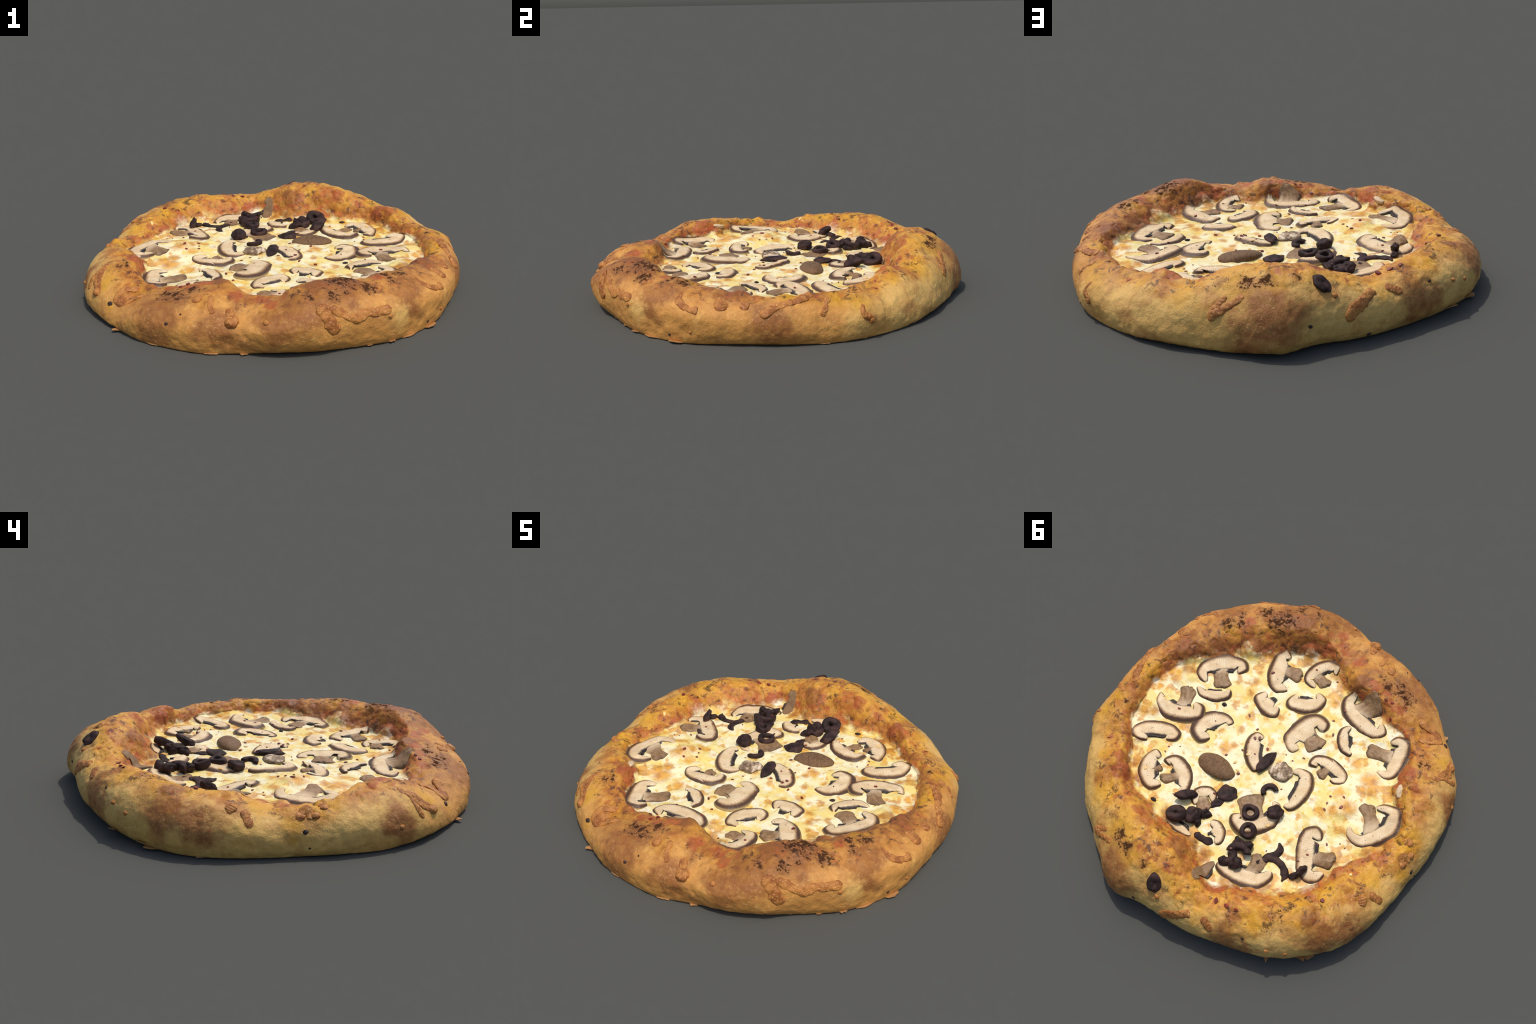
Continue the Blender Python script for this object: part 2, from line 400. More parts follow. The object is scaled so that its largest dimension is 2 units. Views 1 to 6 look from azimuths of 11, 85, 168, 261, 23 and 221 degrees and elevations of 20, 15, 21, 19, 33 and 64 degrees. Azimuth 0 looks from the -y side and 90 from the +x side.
    # cheese
    milk = g.mix(g.step(g.noise(P, 7, 2), .42, .58), (.86, .765, .46), (.82, .63, .21))
    milk = g.mix(g.math('MULTIPLY', g.step(g.noise(g.jitter(P, 20, .06), 8, 2.5, .5), .53, .66), .8), milk, (.83, .785, .60))
    milk = g.mix(g.math('MULTIPLY', g.step(g.noise(g.jitter(shift(3, 8, 2), 30, .03), 12, 2, .5), .57, .70), .7), milk, (.78, .48, .065))
    milk = g.mix(g.math('MULTIPLY', g.step(g.noise(shift(6, 2, 5), 34, 2, .5), .63, .69), .7), milk, (.74, .47, .05))
    Pt = g.jitter(g.jitter(P, 26, .045), 80, .014)
    toast = g.zones(Pt, Z_TOAST, 0.25)
    foot = g.step(s, 3.22, 3.0)
    brownish = g.math('ADD', g.noise(g.jitter(shift(5, 5, 9), 30, .02), 14, 2, .5), g.math('MULTIPLY', foot, .10))
    toast = g.math('MAXIMUM', toast, g.math('MULTIPLY', g.step(brownish, .575, .665), .85))
    milk = g.mix(g.math('MULTIPLY', toast, .88), milk, g.mix(g.step(n25, .42, .62), (.70, .32, .022), (.47, .165, .014)))
    m_ch = g.step(g.math('ADD', s, g.math('MULTIPLY', g.math('SUBTRACT', g.noise(g.jitter(P, 25, .06), 9, 5, .65), .5), 1.25)), 2.68, 2.98)
    m_ch = g.math('MAXIMUM', m_ch, g.step(s, 3.0, 3.12))
    milk = g.mix(g.math('MULTIPLY', bulge, .8), milk, g.mix(g.step(n25, .40, .62), (.50, .21, .030), (.30, .10, .018)))
    col = g.mix(m_ch, col, milk)
    grit = g.math('SUBTRACT', g.math('ADD', g.math('MULTIPLY', n140, .36), g.math('MULTIPLY', n60, .34)), .35)
    col = g.scale_col(col, g.math('ADD', 1.0, g.math('MULTIPLY', grit, g.math('SUBTRACT', 1.0, g.math('MULTIPLY', m_ch, .7)))))
    h = g.math('ADD', g.math('MULTIPLY', n60, .8), g.math('ADD', g.math('MULTIPLY', n140, .45), g.math('MULTIPLY', blister, .15)))
    rough = g.math('SUBTRACT', .58, g.math('ADD', g.math('MULTIPLY', m_in, .13), g.math('MULTIPLY', m_ch, .12)))
    rough = g.math('ADD', rough, g.math('MULTIPLY', char, .3))
    return g.finish(col, rough, g.math('MULTIPLY', .25, g.math('SUBTRACT', 1.0, char)), g.bump(h, .55, .007))

def strand_material():
    g = Nodes("browned_cheese")
    P = g.coord()
    n = g.noise(P, 22, 4, .6)
    col = g.mix(g.step(n, .40, .60), (.47, .190, .042), (.30, .100, .022))
    col = g.mix(g.math('MULTIPLY', g.step(g.voronoi(P, 80), .36, .12), .5), col, (.72, .43, .17))
    col = g.scale_col(col, g.math('ADD', .70, g.math('MULTIPLY', g.noise(P, 120, 4, .65), .60)))
    return g.finish(col, .55, .3, g.bump(g.noise(P, 80, 4, .6), .8, .007))

def flesh_material(name, tint):
    g = Nodes(name)
    P = g.coord()
    v, u = g.attr("rim_to_gill"), g.attr("along_rim")
    rnd = g.n("ShaderNodeObjectInfo").outputs["Random"]
    vv = g.math('ADD', v, g.math('MULTIPLY', g.math('SUBTRACT', g.noise(P, 40, 4, .6), .5), .16))
    col = g.mix(g.step(g.noise(P, 14, 3), .35, .65), (.64, .455, .245), (.77, .60, .365))  # flesh tones lowered to carry the ambient occlusion between toppings
    stripe = g.math('SINE', g.math('ADD', g.math('MULTIPLY', u, 640.0), g.math('MULTIPLY', g.noise(P, 30, 2), 14.0)))
    col = g.mix(g.math('MULTIPLY', g.step(stripe, -.2, 1.0), g.math('MULTIPLY', g.step(g.noise(P, 9, 2), .35, .65), .40)), col, (.46, .29, .145))
    w = g.math('ADD', .055, g.math('MULTIPLY', rnd, .09))
    col = g.mix(g.step(g.math('SUBTRACT', vv, w), .20, .0), col, (.30, .165, .070))
    col = g.mix(g.step(g.math('SUBTRACT', vv, w), .07, -.05), col, (.080, .040, .022))
    col = g.mix(g.step(v, -.03, -.14), col, (.40, .27, .10))  # outer fade of the contact shading painted on the skirt
    col = g.mix(g.step(vv, .82, .96), col, (.075, .055, .042))
    col = g.mix(tint, col, g.mix(g.noise(P, 30, 4), (.15, .080, .034), (.27, .155, .070)))
    col = g.mix(g.math('MULTIPLY', g.step(g.noise(P, 55, 2, .5), .68, .74), .8), col, (.16, .09, .06))
    return g.finish(col, .5, .3, g.bump(g.math('ADD', g.math('MULTIPLY', stripe, .15), g.noise(P, 70, 3)), .45, .003))

def gill_material():
    g = Nodes("mushroom_gill")
    P = g.coord()
    col = g.mix(g.step(g.noise(P, 60, 4, .6), .35, .7), (.014, .011, .010), (.085, .058, .042))
    return g.finish(col, .55, .25, g.bump(g.noise(P, 120, 3), .7, .004))

def stem_material():
    g = Nodes("mushroom_stem")
    P = g.coord()
    a, v = g.attr("along_stem"), g.attr("across_stem")
    streak = g.noise(P, 45, 4, .65)
    fibre = g.math('SINE', g.math('ADD', g.math('MULTIPLY', v, 13.0), g.math('MULTIPLY', g.noise(P, 16, 3), 12.0)))
    col = g.mix(g.step(streak, .35, .65), (.20, .108, .043), (.32, .192, .088))  # stem browns darkened to include shade from the crowded toppings
    col = g.mix(g.math('MULTIPLY', g.step(fibre, .3, 1.0), .22), col, (.17, .10, .048))
    col = g.mix(g.step(g.math('ADD', a, g.math('MULTIPLY', g.noise(P, 30, 3), .3)), .75, .25), col, (.62, .45, .265))
    col = g.mix(g.math('MULTIPLY', g.step(g.math('ABSOLUTE', v), .72, 1.0), .75), col, (.075, .044, .026))
    col = g.mix(g.math('MULTIPLY', g.step(a, .88, 1.0), .65), col, (.095, .055, .032))
    return g.finish(col, .5, .3, g.bump(g.math('ADD', g.math('MULTIPLY', fibre, .15), streak), .6, .004))

def cap_material():
    g = Nodes("mushroom_skin")
    P = g.coord()
    st = g.noise(g.vmath('MULTIPLY', P, (3.2, 1.0, 1.0)), 42, 5, .7)
    col = g.mix(g.step(st, .25, .75), (.095, .048, .021), (.235, .130, .058))
    return g.finish(col, .6, .25, g.bump(st, .7, .005))

def crumb_material():
    g = Nodes("mushroom_crumb")
    P = g.coord()
    n = g.noise(P, 32, 5, .65)
    col = g.mix(g.step(n, .42, .52), (.14, .085, .048), g.mix(g.step(n, .52, .64), (.34, .23, .13), (.74, .60, .42)))
    return g.finish(col, .5, .3, g.bump(n, .8, .006))

def olive_material():
    g = Nodes("black_olive")
    P = g.coord()
    n = g.noise(P, 24, 4, .6)
    col = g.mix(g.step(n, .3, .7), (.016, .0095, .008), (.056, .030, .026))
    col = g.mix(g.math('MULTIPLY', g.step(g.noise(P, 11, 3), .52, .70), .5), col, (.085, .040, .026))
    return g.finish(col, .6, .13, g.bump(g.noise(P, 60, 4, .6), .4, .004))

def plain_material(name, a, b, rough=.5, scale=60):
    g = Nodes(name)
    P = g.coord()
    r = g.n("ShaderNodeObjectInfo").outputs["Random"]
    col = g.mix(g.math('MULTIPLY', g.math('ADD', g.noise(P, scale, 3), r), .5), a, b)
    return g.finish(col, rough, .3)

MAT_CRUST = surface_material("baked_dough")
MAT_CHEESE = surface_material("melted_cheese")
MAT_FLESH, MAT_FLESH_BAKED = flesh_material("mushroom_flesh", 0.0), flesh_material("mushroom_flesh_baked", 0.95)
MAT_STRAND, MAT_GILL, MAT_STEM = strand_material(), gill_material(), stem_material()
MAT_CAP, MAT_CRUMB, MAT_OLIVE = cap_material(), crumb_material(), olive_material()
MAT_CHILLI = plain_material("chilli", (.085, .012, .012), (.27, .045, .022), .45)
MAT_SEED = plain_material("chilli_seed", (.72, .44, .13), (.80, .58, .24), .45)
MAT_SPECK = plain_material("charred_speck", (.02, .013, .013), (.06, .03, .022), .6)
MAT_FLAKE = plain_material("toasted_flake", (.36, .165, .055), (.50, .27, .105), .7, 30)

# --------------------------------------------------------------- the pizza
pizza = bpy.data.objects.new("pizza", None)
bpy.context.scene.collection.objects.link(pizza)
pizza["label"] = "thick puffy crust pizza with mushrooms and black olives"
pizza["category"] = "pizza"

def build_body():
    V = GRID.reshape(-1, 3)
    centre_top = len(V)
    top = np.array([[0, 0, GRID[:, -1, 2].mean()]])
    inner = GRID[:, 0].copy() * (0.93, 0.93, 0)          # underside ring, flat on the table
    bottom = np.array([[0, 0, 0.0]])
    V = np.vstack([V, top, inner, bottom])
    b0, bc = centre_top + 1, centre_top + 1 + M_T
    S = np.concatenate([SGRID.reshape(-1), [4.0], np.zeros(M_T + 1)])
    crust_f, cheese_f = [], []
    for i in range(M_T):
        k = (i + 1) % M_T
        for j in range(J - 1):
            (crust_f if j < J_RIM - 1 else cheese_f).append((i * J + j, k * J + j, k * J + j + 1, i * J + j + 1))
        cheese_f.append((i * J + J - 1, k * J + J - 1, centre_top))
        crust_f.append((k * J, i * J, b0 + i, b0 + k))
        crust_f.append((b0 + k, b0 + i, bc))
    whole = new_mesh("whole", V, crust_f + cheese_f, [])
    normals = np.empty(len(V) * 3, np.float32)
    whole.vertex_normals.foreach_get("vector", normals)
    normals = normals.reshape(-1, 3)
    bvh = BVHTree.FromPolygons([tuple(v) for v in V], crust_f + cheese_f)
    for name, faces, mat in (("crust", crust_f, MAT_CRUST), ("cheese", cheese_f, MAT_CHEESE)):
        used = np.unique(np.concatenate([np.array(f) for f in faces]))
        remap = -np.ones(len(V), int)
        remap[used] = np.arange(len(used))
        me = new_mesh(name, V[used], [tuple(int(remap[q]) for q in f) for f in faces], [mat], {"profile_position": S[used]})
        me.normals_split_custom_set_from_vertices([tuple(map(float, n)) for n in normals[used]])
        add(name, me, pizza)
    bpy.data.meshes.remove(whole)
    return bvh

BVH = build_body()

def height(x, y):
    hit = BVH.ray_cast(Vector((float(x), float(y), 1.0)), Vector((0, 0, -1)))
    return hit[0].z if hit[0] is not None else CHEESE_Z

def drape(points, blend=0.5):
    """heights under a thing that bends only partly with the surface"""
    z = np.array([height(*p) for p in points])
    A = np.c_[points, np.ones(len(points))]
    co = np.linalg.lstsq(A, z, rcond=None)[0]
    return lambda p: blend * np.array([height(*q) for q in p]) + (1 - blend) * (np.c_[p, np.ones(len(p))] @ co)

# --------------------------------------------------------------- browned cheese strands on the rim
# path: (azimuth, profile position) pairs along the strand
STRANDS = [
    dict(path=[(325.8, 1.74), (326.0, 1.52), (327.6, 1.39), (330.4, 1.30), (332.9, 1.32)], width=0.037),
    dict(path=[(337.8, 1.81), (338.4, 1.61), (339.2, 1.41)], width=0.063),
    dict(path=[(345.6, 1.77), (345.2, 1.62), (344.8, 1.49)], width=0.043),
    dict(path=[(5.5, 1.93), (0.7, 1.78), (355.4, 1.65), (351.9, 1.44), (349.8, 1.34)], width=0.040),
    dict(path=[(10.1, 1.78), (8.9, 1.56), (7.1, 1.33)], width=0.030),
    dict(path=[(19.6, 1.49), (19.1, 1.20), (22.4, 0.96)], width=0.033),
    dict(path=[(291.6, 1.48), (292.7, 1.29), (294.0, 1.09), (295.7, 0.90)], width=0.060),
    dict(path=[(294.1, 1.40), (296.8, 1.28), (300.6, 1.12), (303.6, 1.20), (306.8, 1.20), (310.8, 1.23)], width=0.040),
    dict(path=[(266.4, 1.59), (268.0, 1.38)], width=0.040),
    dict(path=[(254.8, 1.68), (256.7, 1.55)], width=0.040),
    dict(path=[(259.8, 1.68), (261.1, 1.52), (262.6, 1.42)], width=0.027),
    dict(path=[(228.1, 1.89), (226.0, 1.69), (226.7, 1.51), (229.7, 1.50), (232.2, 1.67), (235.1, 1.79)], width=0.040),
    dict(path=[(211.3, 1.62), (214.9, 1.47), (217.7, 1.37), (219.3, 1.30)], width=0.030),
    dict(path=[(71.1, 1.54), (68.2, 1.45), (65.4, 1.38), (63.1, 1.33), (63.9, 1.27)], width=0.037),
    dict(path=[(106.4, 1.60), (102.1, 1.34), (98.9, 1.19), (97.3, 1.02)], width=0.050),
    dict(path=[(110.4, 1.67), (112.3, 1.52), (113.7, 1.38)], width=0.040),
    dict(path=[(164.5, 1.67), (165.1, 1.53), (166.6, 1.36)], width=0.040),
    dict(path=[(161.8, 1.71), (160.1, 1.55)], width=0.047),
    dict(path=[(210.3, 1.71), (211.5, 1.55), (213.8, 1.40), (218.0, 1.32)], width=0.033),
    dict(path=[(211.5, 1.59), (211.5, 1.38), (212.5, 1.21)], width=0.025),
    dict(path=[(178.2, 1.55), (180.5, 1.73), (182.7, 1.56)], width=0.047),
    dict(path=[(185.5, 1.95), (186.7, 1.75)], width=0.040),
    dict(path=[(229.5, 1.70), (227.7, 1.51)], width=0.030),
    dict(path=[(66.3, 1.54), (63.8, 1.43), (63.0, 1.34)], width=0.027),
]

def strand(path, width, seed):
    path = [(a - 360 if a > 300 and min(p[0] for p in path) < 60 else a, s) for a, s in path]
    uv = catmull(path if len(path) > 2 else [path[0], tuple(np.mean(path, axis=0)), path[1]], 40)
    pts, nrm = zip(*[on_rim(a, s) for a, s in uv])
    P, Nn = np.array(pts), np.array(nrm)
    T = np.gradient(P, axis=0)
    T /= np.linalg.norm(T, axis=1, keepdims=True)
    # rounded ends beyond the path
    B = np.cross(T, Nn)
    B /= np.linalg.norm(B, axis=1, keepdims=True)
    length = np.linalg.norm(np.diff(P, axis=0), axis=1).sum()
    t = np.linspace(0, 1, 40)
    e = min(0.45, 0.5 * width / max(length, 1e-6))
    rad = np.sqrt(np.clip(1 - (1 - np.clip(np.minimum(t, 1 - t) / e, 0, 1)) ** 2, 0.02, 1))
    rad *= 1 + 0.22 * vnoise(P, 28, seed) + 0.12 * vnoise(P, 70, seed + 1)
    m = 14
    ang = np.arange(m) / m * 2 * math.pi
    V = []
    for i in range(40):
        for a in ang:
            c, sn = math.cos(a), math.sin(a)
            q = P[i] + B[i] * (c * rad[i] * width * .5) + Nn[i] * ((sn * .18 - .01) * rad[i] * width * .9 + .0012 * math.sin(7 * i + 3 * a))
            V.append(q)
    V = np.array(V)
    V += 0.0018 * np.stack([vnoise(V, 60, seed + k) for k in (4, 5, 6)], -1)
    return new_mesh("cheese_strand", V, tube_faces(40, m), [MAT_STRAND])

for k, sdef in enumerate(STRANDS):
    add("cheese_strand", strand(sdef["path"], sdef["width"], 100 + 7 * k), pizza)

def lump_mesh(name, size, mat, seed, rough=0.18, dent=0.0, scale=1.0):
    """a noisy ellipsoid with an optional dent on top"""
    n, m = 22, 30
    V = []
    for i in range(n):
        ph = math.pi * (i + .5) / n
        for j in range(m):
            a = 2 * math.pi * j / m
            V.append((math.sin(ph) * math.cos(a), math.sin(ph) * math.sin(a), -math.cos(ph)))
    V = np.array(V)
    r = 1 + rough * fbm(V, 1.15 * scale, 2, seed)
    if dent:
        d = np.linalg.norm(V - np.array((0.25, 0.1, 0.96)), axis=1)
        r -= 1.3 * dent * (1 - smooth(0.1, 0.8, d))
    V = V * r[:, None] * np.asarray(size)
    return new_mesh(name, V, tube_faces(n, m), [mat])

# small balls and nubs of cheese on the outside of the rim: azimuth, position, radius
for k, (az, s, r) in enumerate([(268.2, 1.33, .032), (217.5, 1.32, .024), (277.5, 1.35, .013), (310, 1.03, .010), (205, 1.12, .012), (130, 1.24, .012),
                                (21.5, .98, .016), (135, 1.15, .011), (183, 1.62, .020), (186, 1.80, .016), (331, .70, .008), (95, 1.45, .013)]):
    p, n = on_rim(az, s)
    ob = add("cheese_nub", lump_mesh("cheese_nub", (r, r * .9, r * .6), MAT_STRAND, 300 + k, .25), pizza, p + n * r * .10)
    ob.rotation_euler = Vector(n).to_track_quat('Z', 'Y').to_euler()

# --------------------------------------------------------------- mushroom slices
# rim: points along the cap's skin from tip to tip; depth: flesh thickness across;
# stem: start inside the cap, end, width; gill: width of the dark band
SLICES = [
    dict(rim=[(0.570, -0.168), (0.639, -0.195), (0.657, -0.274), (0.588, -0.374), (0.489, -0.418), (0.436, -0.387), (0.445, -0.333)], depth=0.068, stem=((0.549, -0.307), (0.463, -0.217), 0.087)),
    dict(rim=[(0.583, -0.122), (0.526, -0.092), (0.444, -0.122), (0.399, -0.183), (0.416, -0.230)], depth=0.050, stem=None),
    dict(rim=[(0.675, 0.016), (0.715, 0.022), (0.691, 0.089), (0.594, 0.115), (0.494, 0.075), (0.436, 0.010), (0.464, -0.052), (0.518, -0.058)], depth=0.071, stem=((0.564, 0.018), (0.613, -0.104), 0.081)),
    dict(rim=[(0.308, 0.076), (0.352, 0.116), (0.428, 0.085), (0.449, -0.005), (0.407, -0.079), (0.333, -0.107), (0.277, -0.088), (0.281, -0.051)], depth=0.081, stem=None),
    dict(rim=[(0.570, 0.290), (0.629, 0.313), (0.679, 0.285), (0.666, 0.215), (0.606, 0.161), (0.526, 0.130), (0.462, 0.142), (0.450, 0.185), (0.487, 0.224)], depth=0.065, stem=None),
    dict(rim=[(0.291, -0.602), (0.337, -0.604), (0.361, -0.545), (0.329, -0.441), (0.281, -0.387), (0.219, -0.371), (0.172, -0.409)], depth=0.075, stem=((0.281, -0.490), (0.170, -0.532), 0.081)),
    dict(rim=[(0.020, -0.661), (0.036, -0.705), (0.108, -0.704), (0.155, -0.651), (0.168, -0.568), (0.139, -0.520), (0.075, -0.516)], depth=0.053, stem=((0.115, -0.600), (0.023, -0.577), 0.068)),
    dict(rim=[(0.137, -0.431), (0.140, -0.369), (0.100, -0.341), (0.015, -0.374), (-0.028, -0.438), (-0.019, -0.505), (0.036, -0.521)], depth=0.065, stem=None),
    dict(rim=[(0.275, -0.342), (0.292, -0.278), (0.232, -0.237), (0.165, -0.230), (0.126, -0.256), (0.140, -0.310)], depth=0.068, stem=None),
    dict(rim=[(-0.143, -0.345), (-0.121, -0.390), (-0.059, -0.399), (-0.007, -0.357), (0.017, -0.270), (0.021, -0.190), (-0.024, -0.140), (-0.075, -0.133), (-0.106, -0.168)], depth=0.093, stem=((-0.058, -0.282), (-0.177, -0.248), 0.106)),
    dict(rim=[(-0.119, -0.630), (-0.098, -0.568), (-0.133, -0.506), (-0.208, -0.468), (-0.300, -0.455), (-0.368, -0.475), (-0.398, -0.533), (-0.358, -0.578)], depth=0.068, stem=((-0.217, -0.544), (-0.256, -0.659), 0.106)),
    dict(rim=[(-0.217, -0.456), (-0.194, -0.409), (-0.215, -0.349), (-0.266, -0.304), (-0.322, -0.307), (-0.331, -0.328)], depth=0.047, stem=None),
    dict(rim=[(-0.436, -0.515), (-0.468, -0.560), (-0.535, -0.557), (-0.572, -0.483), (-0.588, -0.367), (-0.551, -0.313), (-0.487, -0.313)], depth=0.065, stem=((-0.513, -0.454), (-0.374, -0.400), 0.075)),
    dict(rim=[(-0.231, -0.141), (-0.190, -0.141), (-0.186, -0.194), (-0.237, -0.234), (-0.324, -0.239), (-0.387, -0.215), (-0.407, -0.162), (-0.369, -0.127), (-0.331, -0.124)], depth=0.056, stem=((-0.293, -0.204), (-0.273, -0.114), 0.056)),
    dict(rim=[(-0.139, -0.059), (-0.165, -0.093), (-0.224, -0.103), (-0.270, -0.066), (-0.296, -0.006), (-0.298, 0.073), (-0.276, 0.127), (-0.237, 0.140)], depth=0.059, stem=None),
    dict(rim=[(0.445, 0.299), (0.498, 0.290), (0.517, 0.347), (0.500, 0.418), (0.448, 0.470), (0.371, 0.486), (0.328, 0.438)], depth=0.068, stem=((0.432, 0.392), (0.403, 0.350), 0.037)),
    dict(rim=[(0.385, 0.327), (0.420, 0.308), (0.388, 0.254), (0.323, 0.249), (0.254, 0.278), (0.216, 0.330), (0.203, 0.384), (0.229, 0.413)], depth=0.065, stem=((0.302, 0.321), (0.364, 0.407), 0.056)),
    dict(rim=[(0.136, 0.411), (0.178, 0.373), (0.174, 0.319), (0.131, 0.280), (0.080, 0.285), (0.055, 0.328)], depth=0.050, stem=((0.138, 0.350), (0.065, 0.395), 0.075)),
    dict(rim=[(0.006, 0.414), (-0.037, 0.397), (-0.095, 0.420), (-0.118, 0.471), (-0.107, 0.506)], depth=0.059, stem=None),
    dict(rim=[(0.176, 0.567), (0.123, 0.578), (0.061, 0.572), (0.025, 0.556)], depth=0.037, stem=None),
    dict(rim=[(-0.085, 0.296), (-0.062, 0.333), (-0.091, 0.371), (-0.165, 0.382), (-0.230, 0.321), (-0.272, 0.244), (-0.254, 0.161), (-0.219, 0.128), (-0.176, 0.126)], depth=0.062, stem=((-0.185, 0.296), (-0.065, 0.183), 0.124)),
    dict(rim=[(-0.163, 0.563), (-0.184, 0.596), (-0.257, 0.605), (-0.340, 0.589), (-0.410, 0.549), (-0.433, 0.480), (-0.423, 0.439)], depth=0.068, stem=((-0.326, 0.534), (-0.316, 0.406), 0.081)),
    dict(rim=[(-0.508, 0.151), (-0.476, 0.125), (-0.434, 0.123), (-0.398, 0.169), (-0.413, 0.244), (-0.456, 0.312), (-0.497, 0.363), (-0.567, 0.382), (-0.619, 0.349), (-0.632, 0.296)], depth=0.075, stem=((-0.488, 0.252), (-0.625, 0.202), 0.078)),
    dict(rim=[(-0.553, 0.024), (-0.581, 0.067), (-0.639, 0.081), (-0.694, 0.061), (-0.742, -0.010), (-0.773, -0.095), (-0.749, -0.171), (-0.712, -0.210), (-0.650, -0.199), (-0.606, -0.163)], depth=0.059, stem=((-0.664, -0.052), (-0.559, -0.135), 0.078)),
    dict(rim=[(-0.149, 0.575), (-0.128, 0.610), (-0.118, 0.655), (-0.126, 0.700), (-0.150, 0.720), (-0.175, 0.712)], depth=0.044, stem=None),
    dict(rim=[(0.099, -0.128), (0.142, -0.118), (0.156, -0.073), (0.131, -0.007), (0.086, 0.042), (0.019, 0.072), (-0.007, 0.052)], depth=0.059, stem=None),
]
BAKED = (24,)
GILL_WIDE = {8: .040, 11: .034, 6: .016, 1: .014}

